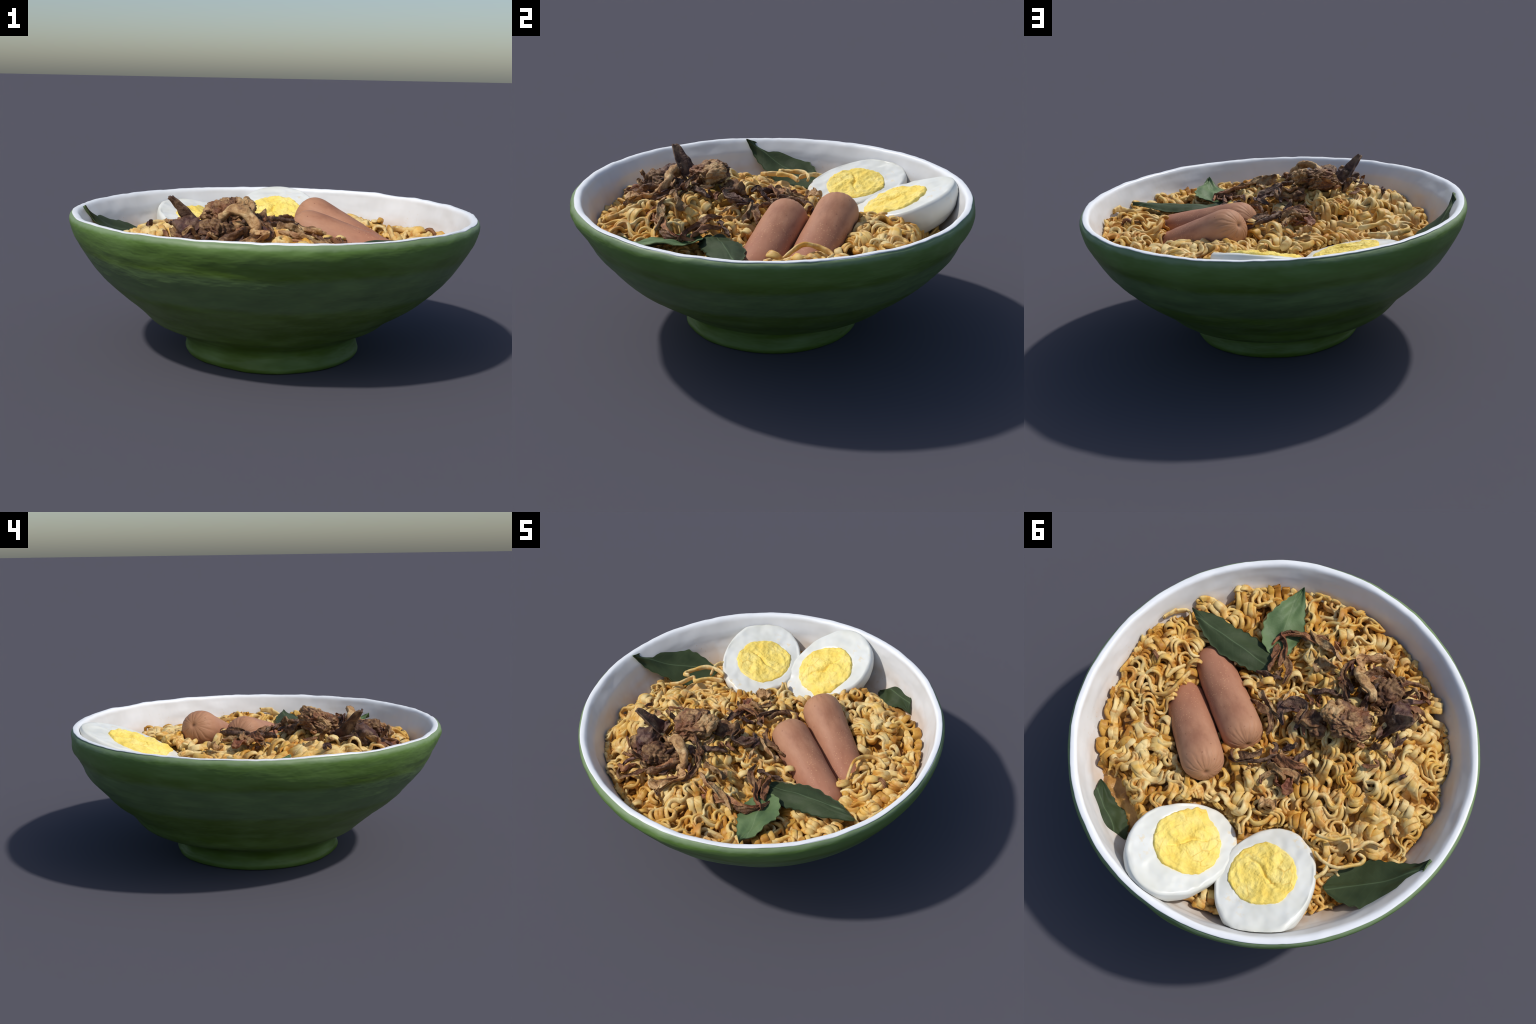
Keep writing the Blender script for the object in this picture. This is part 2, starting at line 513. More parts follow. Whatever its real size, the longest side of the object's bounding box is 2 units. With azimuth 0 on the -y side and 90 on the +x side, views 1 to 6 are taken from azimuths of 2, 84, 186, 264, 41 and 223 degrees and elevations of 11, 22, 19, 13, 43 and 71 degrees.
def wall_radius(z, th):
    r = np.interp(z, _in[:, 1], _in[:, 0])
    return r * rim_shape(np.asarray(th), np.asarray(z)) + 0.008 * np.sin(th) - 0.022 * np.maximum(0, np.cos(np.asarray(th) - 3.4))


def noodle_reach(th):
    """The nest touches the wall towards +x and hangs back towards -x +y."""
    th = np.asarray(th)
    return 0.866 + 0.037 * np.cos(th) + 0.011 * np.cos(2 * th) + 0.014 * np.sin(2 * th) - 0.015 * np.sin(3 * th)


# ------------------------------------------------------------------ sausages
SAUSAGES = [  # tip, axis direction, radius, length
    ((0.094, 0.092, 0.618), (0.870, -0.433, -0.235), 0.104, 0.64),
    ((0.130, 0.343, 0.672), (0.772, -0.478, -0.417), 0.110, 0.62),
]


def sausage(tip, direction, radius, length, seed):
    rings, M = 90, 96
    verts = []
    cap = radius * 0.95
    for i in range(rings):
        u = i / (rings - 1)
        # denser rings near both tips
        zz = length * (0.5 - 0.5 * math.cos(math.pi * u))
        if zz < cap:
            q = 1 - zz / cap
            prof = (1 - q ** 2.3) ** (1 / 2.3)
        elif zz > length - cap:
            q = 1 - (length - zz) / cap
            prof = max(0.0, 1 - q ** 2.2) ** (1 / 2.2)
        else:
            prof = 1.0
        prof *= 1 + 0.035 * math.sin(2.5 * zz / length + seed) - 0.05 * (zz / length)
        for k in range(M):
            a = TAU * k / M
            r = radius * prof
            near = max(0.0, 1 - zz / 0.085)
            wr = abs(math.sin(a * 8.5 + 2.5 * noise.noise(Vector((math.cos(a), math.sin(a), zz * 9 + seed)) * 1.4)))
            dent = -0.0075 * near * (1 - min(1, wr / 0.45)) * min(1, prof * 2.2)
            r += dent + 0.0022 * fbm((math.cos(a) * 0.1, math.sin(a) * 0.1, zz), 9, 2, seed)
            # pucker: pull the middle of the tip inwards
            dz = 0.010 * math.exp(-(r / 0.014) ** 2) if zz < cap else 0.0
            verts.append((max(r, 0.0004) * math.cos(a), max(r, 0.0004) * math.sin(a), zz + dz))
    faces = []
    for i in range(rings - 1):
        for k in range(M):
            k2 = (k + 1) % M
            faces.append([i * M + k, i * M + k2, (i + 1) * M + k2, (i + 1) * M + k][::-1])
    faces.append(list(range(M)))
    faces.append([(rings - 1) * M + k for k in range(M)][::-1])
    for f in range(len(faces)):
        faces[f] = faces[f][::-1]
    ob = add_object("sausage", make_mesh("sausage", verts, faces, [SAUSAGE]), None,
                    frame_matrix(tip, direction, (0.2, 0.4, 1)))
    tag(ob, "plump pinkish brown sausage with a puckered end", "sausage")


for i, s in enumerate(SAUSAGES):
    sausage(*s, seed=1.3 + 4 * i)


# ---------------------------------------------------------------------- eggs
EGGS = [  # face centre, face normal, long axis hint, long/short half axes, yolk centre, yolk radius, depth
    ((-0.418, 0.510, 0.592), (0.170, -0.150, 0.974), (0.283, -0.95, -0.13), 0.276, 0.226, (-0.394, 0.506, 0.586), 0.164, 0.20),
    ((-0.030, 0.660, 0.618), (-0.08, -0.345, 0.935), (-0.26, -0.90, -0.34), 0.272, 0.226, (-0.031, 0.646, 0.607), 0.168, 0.21),
]
EGG_SOLIDS = []


def egg_half(center, normal, long_axis, a, b, yolk_c, yolk_r, depth, seed, spill=None):
    root = add_object("boiled_egg_half", None)
    M = frame_matrix(center, normal, long_axis)
    root.matrix_world = M
    tag(root, "boiled egg half, crumbly yellow yolk in white", "egg")
    back = M.inverted()
    inv = np.array(back)
    yc = (inv @ np.array([*yolk_c, 1]))[:2]
    EGG_SOLIDS.append((inv, a, b, depth))
    N = 128
    verts, faces = [], []
    # rings: from the yolk socket out over the cut face, round the edge, down the back
    ringspec = []
    for t in np.linspace(0.0, 0.93, 22):
        ringspec.append((t, "face"))
    for t in np.linspace(0, math.pi / 2, 7)[1:]:
        ringspec.append((t, "edge"))
    for t in np.linspace(0, math.pi / 2, 26)[1:]:
        ringspec.append((t, "back"))
    for (t, kind) in ringspec:
        for k in range(N):
            th = TAU * k / N
            ct, st = math.cos(th), math.sin(th)
            wob = 1.02 + 0.018 * noise.noise(Vector((ct * 1.9, st * 1.9, seed))) + 0.016 * noise.noise(Vector((ct * 5, st * 5, seed))) + 0.010 * math.cos(3 * th + seed)
            # white smeared out towards the wall
            gap = (math.atan2(M[1][0] * ct + M[1][1] * st, M[0][0] * ct + M[0][1] * st) - math.atan2(center[1], center[0]) + math.pi) % TAU - math.pi
            wob *= 1 + 0.07 * math.exp(-(gap / 0.7) ** 2)
            # egg outline: a little blunter at one end
            ox, oy = a * ct * wob, b * st * wob * (1 - 0.08 * ct)
            if kind == "face":
                x, y = ox * t, oy * t
                d = math.hypot(x - yc[0], y - yc[1]) / yolk_r
                socket = -0.03 * (1 - min(1, max(0, (d - 0.80) / 0.16))) if d < 0.97 else 0.0
                z = 0.006 * (1 - t) + socket + 0.009 * fbm((x, y, 0), 7, 3, seed)
            elif kind == "edge":
                f = 0.93 + 0.07 * math.sin(t)
                x, y = ox * f, oy * f
                z = -0.026 * (1 - math.cos(t)) * (1 - 0.75 * math.exp(-(gap / 0.8) ** 2)) + 0.002 * fbm((x, y, 0), 7, 2, seed)
            else:
                f = math.cos(t)
                skirt = math.exp(-(gap / 0.8) ** 2)
                f = f + 0.16 * skirt * math.sin(2 * t) * f
                x, y = ox * f, oy * f
                z = -0.026 * (1 - 0.75 * skirt * (1 - math.sin(t))) - (depth - 0.026) * math.sin(t) ** 0.95 + 0.003 * fbm((x, y, t), 6, 2, seed)
            w = M @ Vector((x, y, z))
            lim = wall_radius(w.z, math.atan2(w.y, w.x)) - 0.004
            rad = math.hypot(w.x, w.y)
            if rad > lim:
                w.x, w.y = w.x * lim / rad, w.y * lim / rad
                x, y, z = back @ w
            verts.append((x, y, z))
    R = len(ringspec)
    for i in range(R - 1):
        for k in range(N):
            k2 = (k + 1) % N
            faces.append([i * N + k, (i + 1) * N + k, (i + 1) * N + k2, i * N + k2])
    add_object("egg_white", make_mesh("egg_white", verts, faces, [EGGWHITE]), root).matrix_world = M
    # yolk: a crumbly low dome filling the socket
    verts, faces = [], []
    YR, YN = 70, 140
    for i in range(YR + 1):
        t = i / YR
        for k in range(YN):
            th = TAU * k / YN
            torn = 0.0
            if spill is not None:
                g = (th - math.atan2(*(inv[:3, :3] @ np.array(spill))[1::-1]) + math.pi) % TAU - math.pi
                torn = 0.22 * math.exp(-(g / 0.5) ** 2) * (0.7 + 0.6 * noise.noise(Vector((g * 7, seed, 0))))
            edge = 1 + torn + 0.055 * fbm((math.cos(th), math.sin(th), seed), 2.2, 4, seed)
            r = yolk_r * t * edge
            x, y = r * math.cos(th), r * math.sin(th)
            v = Vector((x, y, seed))
            ridge = noise.ridged_multi_fractal(v * 7.0 + 0.12 * noise.noise_vector(v * 12), 0.9, 2.0, 5, 0.9, 2.2) - 1.0
            crumb = noise.fractal(v * 30, 0.7, 2.0, 4)
            rise = 0.010 + 0.010 * (1 - t ** 2)
            z = rise + 0.013 * ridge + 0.0042 * crumb
            # one deep split across the middle
            split_d = x * math.cos(seed) + y * math.sin(seed) + 0.03 * noise.noise(Vector((x * 12, y * 12, seed)))
            z -= 0.016 * math.exp(-(split_d / 0.009) ** 2) * max(0, 1 - (t / 0.75) ** 2)
            z *= min(1.0, (1 - t) * 14 + 0.15)
            if t > 0.985:
                z = -0.012
            verts.append((x + yc[0], y + yc[1], z))
    for i in range(YR):
        for k in range(YN):
            k2 = (k + 1) % YN
            faces.append([i * YN + k, (i + 1) * YN + k, (i + 1) * YN + k2, i * YN + k2])
    add_object("yolk", make_mesh("yolk", verts, faces, [YOLK]), root).matrix_world = M


for i, e in enumerate(EGGS):
    egg_half(*e, seed=2.7 + 4.9 * i, spill=(0.35, -1.0, 0) if i else None)


# ------------------------------------------------------------------- noodles
def blocked(P, grow=0.0):
    """True where a point lies in a sausage or an egg half."""
    hit = np.zeros(len(P), bool)
    for tip, d, r, L in SAUSAGES:
        d = unit(d)
        q = P - np.array(tip)
        t = np.clip(q @ d, r, L - r)
        hit |= np.linalg.norm(q - t[:, None] * d, axis=1) < r - 0.012 + grow
    for inv, a, b, depth in EGG_SOLIDS:
        q = np.c_[P, np.ones(len(P))] @ inv.T
        e = (q[:, 0] / (a + grow)) ** 2 + (q[:, 1] / (b + grow)) ** 2
        below = np.where(q[:, 2] < 0, (q[:, 2] / depth) ** 2, 0)
        hit |= ((e + below) < 0.95) & (q[:, 2] < 0.065)
    return hit


nest = add_object("noodle_nest", None)
tag(nest, "heap of wavy golden noodles soaked in orange broth", "noodles")

# the soaked mass under the loose top strands
RB, AB = 80, 280
verts, faces = [], []
for i in range(RB + 1):
    for k in range(AB):
        th = TAU * k / AB
        x0, y0 = 0.9 * math.cos(th), 0.9 * math.sin(th)
        ze = float(heap(x0 * 0.95, y0 * 0.95)) - 0.065
        r = (float(wall_radius(ze, th)) + 0.006) * i / RB
        x, y = r * math.cos(th), r * math.sin(th)
        z = float(heap(x, y)) - 0.075 + 0.024 * noise.noise(Vector((x, y, 0.3)) * 14) + 0.014 * noise.noise(Vector((x, y, 5.3)) * 30)
        verts.append((x, y, z))
for i in range(RB):
    for k in range(AB):
        k2 = (k + 1) % AB
        faces.append([i * AB + k, (i + 1) * AB + k, (i + 1) * AB + k2, i * AB + k2])
bed = add_object("noodle_bed", make_mesh("noodle_bed", verts, faces, [BED]), nest)
bed["kind"] = "stuff"


# noodles stay under the lying leaves: spine ends, half width
UNDER_LEAF = [((0.80, -0.262, 0.618), (0.32, -0.325, 0.580), 0.085), ((0.47, -0.72, 0.628), (0.31, -0.38, 0.578), 0.095),
              ((-0.84, 0.14, 0.58), (-0.66, 0.33, 0.515), 0.11), ((0.52, 0.70, 0.515), (0.20, 0.83, 0.440), 0.085)]


def under_leaves(path, reach):
    z = path[:, 2].copy()
    for a, b, hw in UNDER_LEAF:
        a, b = np.array(a), np.array(b)
        d = b - a
        t = np.clip(((path - a)[:, :2] @ d[:2]) / (d[:2] @ d[:2]), 0, 1)
        q = a + t[:, None] * d
        near = np.hypot(*(path - q)[:, :2].T) / hw
        cap = q[:, 2] - 0.024 - reach + 0.05 * np.maximum(0, near - 0.8)
        z = np.where(near < 1.25, np.minimum(z, cap), z)
    return z


def over_wall_leaf(path):
    """The wedged leaf and the hollow beside it stay free of loose strands."""
    a, b, hw = UNDER_LEAF[3]
    a, d = np.array(a[:2]), np.array(b[:2]) - np.array(a[:2])
    t = np.clip(((path[:, :2] - a) @ d) / (d @ d), 0.12, 1)
    return np.hypot(*(path[:, :2] - a - t[:, None] * d).T) < hw * 0.85


def flow(x, y):
    """Direction in which the crimped strands lie, turning slowly over the heap."""
    return 0.9 + 1.3 * math.sin(2.3 * x + 0.6) + 1.5 * math.sin(2.6 * y - 0.4 * x + 1.9)


def ribbon(path, width_dir, width, thick, phase):
    """Flat noodle: width_dir is the direction of the flat side's width."""
    n = len(path)
    u = np.linspace(0, 1, n)
    t = unit(np.gradient(path, axis=0))
    b = unit(width_dir - (width_dir * t).sum(1, keepdims=True) * t)
    nn = np.cross(b, t)
    taper = np.minimum(1, np.minimum(u, 1 - u) * n * 0.22 + 0.6)
    k = np.arange(10) / 10 * TAU
    sb = np.sign(np.cos(k)) * np.abs(np.cos(k)) ** 0.7
    sn = np.sign(np.sin(k)) * np.abs(np.sin(k)) ** 0.7
    wv = width * taper * (1 + 0.14 * np.sin(u * 19 + phase) + 0.08 * np.sin(u * 43 + 2 * phase))
    cup = 0.10 * width * np.sin(u * 9 + phase)
    off_b = wv[:, None] * sb[None]
    off_n = (thick * taper)[:, None] * sn[None] + cup[:, None] * (sb[None] ** 2 - 0.5)
    return sweep(path, b, nn, off_b, off_n)


def strand(cx, cy, heading, length, wave, amp, crest, width, thick, phase, bend, tilt):
    """Crimped noodle on the heap. tilt 0 crimps up and down, pi/2 sideways."""
    n = int(length / wave * 15)
    s = np.linspace(-0.5, 0.5, n) * length
    ang = heading + bend * s / length
    ds = s[1] - s[0]
    px = cx + np.cumsum(np.cos(ang)) * ds - np.cos(heading) * length / 2
    py = cy + np.cumsum(np.sin(ang)) * ds - np.sin(heading) * length / 2
    w = TAU * s / wave + phase + 0.8 * np.sin(s * 15 + phase * 2)
    beta = tilt + 0.7 * np.sin(s * 9 + 3 * phase)
    a = amp * (1 + 0.4 * np.sin(s * 13 + phase))
    c = a * np.sin(w)
    along = -0.24 * amp * np.sin(2 * w)
    lat = np.stack([-np.sin(ang), np.cos(ang), 0 * ang], 1)
    fwd = np.stack([np.cos(ang), np.sin(ang), 0 * ang], 1)
    up = np.array([0, 0, 1.0])
    cd = np.cos(beta)[:, None] * up + np.sin(beta)[:, None] * lat
    path = np.stack([px, py, 0 * px], 1) + fwd * along[:, None] + cd * c[:, None]
    reach = np.abs(np.cos(beta)) * a + np.abs(np.sin(beta)) * width
    path[:, 2] += heap(path[:, 0], path[:, 1]) + crest - reach
    path[:, 2] = under_leaves(path, reach * 0.6)
    wd = np.cross(fwd, cd)
    rr, th = np.hypot(path[:, 0], path[:, 1]), np.arctan2(path[:, 1], path[:, 0])
    lim = np.minimum(wall_radius(path[:, 2], th) - thick - 0.35 * width - 0.006, noodle_reach(th) + 0.012)
    f = np.minimum(1, lim / np.maximum(rr, 1e-6))
    path[:, :2] *= f[:, None]
    ok = ~(blocked(path, 0.010) | over_wall_leaf(path))
    mid = n // 2
    if not ok[mid]:
        return None
    lo, hi = mid, mid
    while lo > 0 and ok[lo - 1]:
        lo -= 1
    while hi < n - 1 and ok[hi + 1]:
        hi += 1
    if hi - lo < 9:
        return None
    sl = slice(lo, hi + 1)
    return ribbon(path[sl], wd[sl], width, thick, phase), path[sl]


def add_strand(data, mat):
    v, f = data
    add_object("noodle", make_mesh("noodle", v, f, [mat]), nest)


CELLS = 46


def lay_noodles(want, top):
    """Lay crimped strands where the heap is still the barest; small parallel
    bundles, as they come out of the block."""
    cover = np.zeros((CELLS, CELLS))
    cell = lambda p: np.clip(((np.asarray(p) + 0.9) / 1.8 * CELLS).astype(int), 0, CELLS - 1)
    made, tries = [], 0
    while len(made) < want and tries < 9000:
        tries += 1
        cand = []
        for _ in range(14):
            r, th = 0.86 * math.sqrt(rng.random()), rng.random() * TAU
            p = np.array([r * math.cos(th), r * math.sin(th)])
            if p[1] > 0.72 and p[0] < 0.1:
                continue
            z = float(heap(*p))
            if blocked(np.array([[*p, z]]), 0.02)[0]:
                continue
            i, j = cell(p)
            cand.append((cover[max(0, i - 1):i + 2, max(0, j - 1):j + 2].mean() + 0.05 * rng.random(), p))
        if not cand:
            continue
        c = min(cand, key=lambda q: q[0])[1]
        r = float(np.hypot(*c))
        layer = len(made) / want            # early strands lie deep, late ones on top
        heading = flow(*c) + rng.normal(0, 0.45)
        wave, amp, phase = rng.uniform(0.102, 0.152), rng.uniform(0.025, 0.037), rng.random() * TAU
        tilt = float(rng.choice([0.25, 0.7, 1.1], p=[0.25, 0.4, 0.35])) + rng.normal(0, 0.3)
        bend, length = rng.normal(0, 1.0), rng.uniform(0.34, 0.62)
        width = rng.uniform(0.0135, 0.0205)
        base = rng.normal(0, 0.014)
        lanes = int(rng.choice([1, 2, 3, 4], p=[0.22, 0.32, 0.28, 0.18]))
        for lane in range(lanes):
            # strands of a bundle stick together side by side, nearly in step
            q = (lane - 0.5 * (lanes - 1)) * 1.8 * width
            edge = max(0.0, (r - 0.66) / 0.22)
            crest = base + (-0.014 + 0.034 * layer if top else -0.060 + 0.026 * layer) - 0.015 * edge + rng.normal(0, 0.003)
            side = q if math.cos(tilt) > 0.5 else 0.55 * q
            got = strand(c[0] - side * math.sin(heading), c[1] + side * math.cos(heading), heading + rng.normal(0, 0.025), length * rng.uniform(0.8, 1.1), wave,
                         amp, crest - abs(q) * 0.2, width * rng.uniform(0.9, 1.15), rng.uniform(0.0072, 0.0095), phase + rng.normal(0, 0.10), bend, tilt + rng.normal(0, 0.10))
            if got is None or len(made) >= want:
                continue
            data, path = got
            ij = cell(path[:, :2])
            np.add.at(cover, (ij[:, 0], ij[:, 1]), 1.0 / 10)
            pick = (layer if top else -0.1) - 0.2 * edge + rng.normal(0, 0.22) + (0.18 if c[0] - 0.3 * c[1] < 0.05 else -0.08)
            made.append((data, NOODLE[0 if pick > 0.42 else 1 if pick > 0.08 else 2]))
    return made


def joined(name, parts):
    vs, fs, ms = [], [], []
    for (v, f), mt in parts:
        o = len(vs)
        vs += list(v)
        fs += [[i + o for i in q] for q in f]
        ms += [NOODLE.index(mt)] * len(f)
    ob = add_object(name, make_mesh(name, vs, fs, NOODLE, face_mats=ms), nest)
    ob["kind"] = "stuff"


# a hidden lower layer, joined, then the strands that show
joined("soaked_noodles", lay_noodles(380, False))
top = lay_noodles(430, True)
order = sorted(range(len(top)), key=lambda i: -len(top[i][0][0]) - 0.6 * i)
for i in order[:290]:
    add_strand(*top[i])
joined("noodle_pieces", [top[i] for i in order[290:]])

# single strands that the eye picks out: two over the lower sausage, one curling over the wall leaf
for pts, wd in (
    ([(0.72, 0.16, 0.600), (0.64, 0.20, 0.592), (0.585, 0.155, 0.605), (0.575, 0.085, 0.622), (0.585, 0.03, 0.598), (0.60, -0.02, 0.560)], 0.013),
    ([(0.72, -0.02, 0.600), (0.68, 0.06, 0.59), (0.66, 0.09, 0.585), (0.655, 0.04, 0.592), (0.64, -0.02, 0.570)], 0.013),
    ([(-0.50, 0.26, 0.585), (-0.56, 0.27, 0.590), (-0.63, 0.25, 0.590), (-0.67, 0.20, 0.585), (-0.70, 0.155, 0.577), (-0.695, 0.125, 0.583), (-0.66, 0.13, 0.590)], 0.014),
    ([(-0.57, 0.22, 0.58), (-0.60, 0.30, 0.585), (-0.585, 0.37, 0.57), (-0.62, 0.44, 0.53), (-0.66, 0.46, 0.47)], 0.014),
    ([(-0.45, 0.20, 0.60), (-0.53, 0.16, 0.605), (-0.58, 0.10, 0.60), (-0.63, 0.13, 0.585), (-0.66, 0.05, 0.58), (-0.72, 0.02, 0.56)], 0.014),
):
    path = spline(pts, 60)
    add_strand(ribbon(path, np.broadcast_to(np.array([0.3, 0.2, 1.0]), path.shape), wd, 0.008, 0.7), NOODLE[0])


# ---------------------------------------------------------------- bay leaves
def bay_leaf(spine, side, half_width, profile, mats, cup, seed, label):
    """Blade along a 3D spine; local frame: x along the midrib, y across."""
    n, m = 60, 25
    sp = spline(spine, n)
    u = np.linspace(0, 1, n)
    t = unit(np.gradient(sp, axis=0))
    sd = np.asarray(side, float)
    if sd.ndim == 1:
        sd = np.repeat(sd[None], n, 0)
    else:
        sd = spline(sd, n)
    sd = unit(sd - (sd * t).sum(1, keepdims=True) * t)
    nn = unit(np.cross(t, sd))
    hw = half_width * np.interp(u, *zip(*profile))
    k = np.ones(5) / 5
    hw[2:-2] = np.convolve(hw, k, "valid")
    verts = []
    for layer in (0, 1):
        for i in range(n):
            for j in range(m):
                v = 2 * j / (m - 1) - 1
                w = hw[i] * (1 + (0.05 * math.sin(i * 1.1 + seed) + 0.06 * noise.noise(Vector((i * 0.22, seed, v)))) * abs(v) ** 3)
                off = cup * (abs(v) ** 1.6) * half_width + 0.018 * noise.noise(Vector((u[i] * 4, v * 1.6, seed)))
                off += 0.006 * math.sin(u[i] * 16 + seed) * v * v
                th = 0.0048 * (1 - 0.6 * abs(v)) + (0.003 if abs(v) < 0.09 else 0)
                p = sp[i] + sd[i] * v * w + nn[i] * (off + (th if layer == 0 else -th))
                verts.append(p)
    if nn[:, 2].mean() < 0:          # the first material always faces up
        mats = mats[::-1]
    faces, fm = [], []
    L = n * m
    for i in range(n - 1):
        for j in range(m - 1):
            a = i * m + j
            faces.append([a, a + m, a + m + 1, a + 1]); fm.append(0)
            faces.append([L + a, L + a + 1, L + a + m + 1, L + a + m]); fm.append(1)
    for i in range(n - 1):
        for j in (0, m - 1):
            a = i * m + j
            q = [a, L + a, L + a + m, a + m]
            faces.append(q if j else q[::-1]); fm.append(1)
    for i in (0, n - 1):
        for j in range(m - 1):
            a = i * m + j
            q = [a, a + 1, L + a + 1, L + a]
            faces.append(q if i == 0 else q[::-1]); fm.append(1)
    mid = sp[n // 2]
    chord = unit(sp[-1] - sp[0])
    M = frame_matrix(mid, np.cross(chord, sd[n // 2]), chord)
    inv = np.array(M.inverted())
    verts = np.c_[np.array(verts), np.ones(len(verts))] @ inv.T
    ob = add_object("bay_leaf", make_mesh("bay_leaf", verts[:, :3], faces, mats, face_mats=fm), None, M)
    # orient so that the top side is on the outside of the slab
    tag(ob, label, "leaf")
    return ob


POINTED = [(0, 0.02), (0.12, 0.28), (0.3, 0.72), (0.5, 0.98), (0.65, 1.0), (0.82, 0.72), (0.94, 0.3), (1, 0.02)]
BLUNT = [(0, 0.02), (0.12, 0.34), (0.3, 0.78), (0.5, 1.0), (0.7, 1.0), (0.88, 0.86), (0.97, 0.70), (1, 0.45)]
# long leaf across the tail of the sausage
bay_leaf([(0.822, -0.262, 0.622), (0.70, -0.265, 0.612), (0.55, -0.268, 0.600), (0.42, -0.298, 0.588), (0.315, -0.325, 0.580)],
         (0.42, 0.86, 0.10), 0.088, BLUNT, [LEAF, LEAFBACK], 0.06, 1.1, "dark green bay leaf lying across a sausage")
# pale underside leaf standing up to the wall
bay_leaf([(0.472, -0.735, 0.634), (0.45, -0.66, 0.612), (0.42, -0.55, 0.595), (0.38, -0.45, 0.585), (0.31, -0.37, 0.578)],
         (0.78, 0.60, 0.12), 0.105, [(0, 0.02), (0.15, 0.26), (0.35, 0.66), (0.55, 1.0), (0.75, 0.95), (0.92, 0.6), (1, 0.2)],
         [LEAFBACK, LEAF], -0.05, 4.4, "pale bay leaf showing its underside")
# leaf leaning on the wall beside the egg
bay_leaf([(-0.936, -0.046, 0.712), (-0.905, 0.045, 0.640), (-0.825, 0.160, 0.572), (-0.74, 0.25, 0.530), (-0.630, 0.345, 0.505)],
         [(-0.1, 0.3, 0.2), (-0.35, 0.75, 0.30), (-0.50, 0.75, 0.30), (-0.55, 0.75, 0.25), (-0.5, 0.8, 0.2)], 0.130,
         [(0, 0.02), (0.12, 0.22), (0.3, 0.55), (0.5, 0.95), (0.66, 1.0), (0.84, 0.74), (0.95, 0.35), (1, 0.02)],
         [LEAF, LEAFBACK], 0.0, 7.7, "dark bay leaf leaning on the bowl wall")
# small leaf wedged between noodles, egg and wall
bay_leaf([(0.535, 0.695, 0.520), (0.455, 0.755, 0.532), (0.38, 0.795, 0.525), (0.305, 0.820, 0.495), (0.235, 0.830, 0.450)],
         (0.1, 0.08, 0.085), 0.095, POINTED, [LEAF, LEAFBACK], 0.0, 9.2, "narrow bay leaf wedged against the wall")


# ------------------------------------------------------------ fried shallots
pile = add_object("fried_shallot_pile", None)
tag(pile, "crisp brown fried shallot strips and flakes", "fried onions")


def shallot_strip(points, width, thick, curl, mat, seed, roll=0.0, tip=0.25, n=46):
    path = spline(points, n)
    for i in range(n):
        q = Vector(path[i]) * 14 + Vector((seed, 0, seed))
        path[i] += 0.008 * np.array(noise.noise_vector(q))
    u = np.linspace(0, 1, n)
    t, b, nn = frames(path, roll=roll + 0.9 * np.sin(u * 4 + seed) + 0.3 * np.sin(u * 11 + seed))
    m = 9
    ends = np.clip(np.minimum(u, 1 - u) * 6, 0, 1) ** 0.6 * (1 - tip) + tip
    wv = width * ends * (1 + 0.22 * np.sin(u * 13 + seed) * np.sin(u * 5))
    kap = curl * (1 + 0.5 * np.sin(u * 6 + seed))
    sb, sn = np.zeros((n, 2 * m)), np.zeros((n, 2 * m))
    for j in range(m):
        v = 2 * j / (m - 1) - 1
        a = v * kap + 1e-6
        ob_, on_ = np.sin(a) / np.maximum(kap, 1e-3), (1 - np.cos(a)) / np.maximum(kap, 1e-3)
        th = thick * (1 - 0.6 * v * v) * ends
        rough = np.array([noise.fractal(Vector((p[0] * 32 + v * 1.8, p[1] * 32 + seed, p[2] * 32)), 0.8, 2.0, 3) for p in path])
        ruffle = 0.38 * width * rough
        sb[:, j] = wv * ob_
        sn[:, j] = wv * on_ + th + ruffle
        sb[:, 2 * m - 1 - j] = wv * ob_
        sn[:, 2 * m - 1 - j] = wv * on_ - th + ruffle
    v, f = sweep(path, b, nn, sb, sn)
    add_object("fried_shallot", make_mesh("fried_shallot", v, f, [SHALLOT[mat]]), pile)


def shallot_lump(center, size, rot, mat, seed, layers=5.0, sub=5):
    """A crinkled clump of petals: layered ridges over an irregular body."""
    import bmesh
    bm = bmesh.new()
    bmesh.ops.create_icosphere(bm, subdivisions=sub, radius=1.0)
    R = Matrix.Rotation(rot[2], 3, "Z") @ Matrix.Rotation(rot[1], 3, "Y") @ Matrix.Rotation(rot[0], 3, "X")
    for v in bm.verts:
        p = v.co.copy()
        q = p + 0.5 * noise.noise_vector(p * 1.6 + Vector((seed, 0, 0)))
        body = 1 + 0.30 * noise.noise(p * 1.5 + Vector((seed, seed, 0)))
        ridge = abs(math.sin(layers * q.x + 2.0 * noise.noise(q * 1.5 + Vector((0, seed, 0)))))
        crinkle = noise.ridged_multi_fractal(q * 2.6 + Vector((0, 0, seed)), 0.8, 2.0, 4, 1.0, 2.0) - 1.0
        fine = noise.ridged_multi_fractal(p * 6.0 + Vector((seed, 0, 0)), 0.7, 2.1, 3, 1.0, 2.0) - 1.0
        f = body + 0.22 * (ridge - 0.5) + 0.13 * crinkle + 0.045 * fine
        # boxy, flattened silhouette
        m = max(abs(p.x), abs(p.y), abs(p.z))
        p = p * (0.6 + 0.4 / m) * f
        v.co = R @ Vector((p.x * size[0], p.y * size[1], p.z * size[2])) + Vector(center)
    me = bpy.data.meshes.new("fried_shallot")
    bm.to_mesh(me)
    bm.free()
    me.materials.append(SHALLOT[mat])
    me.polygons.foreach_set("use_smooth", [True] * len(me.polygons))
    add_object("fried_shallot", me, pile)


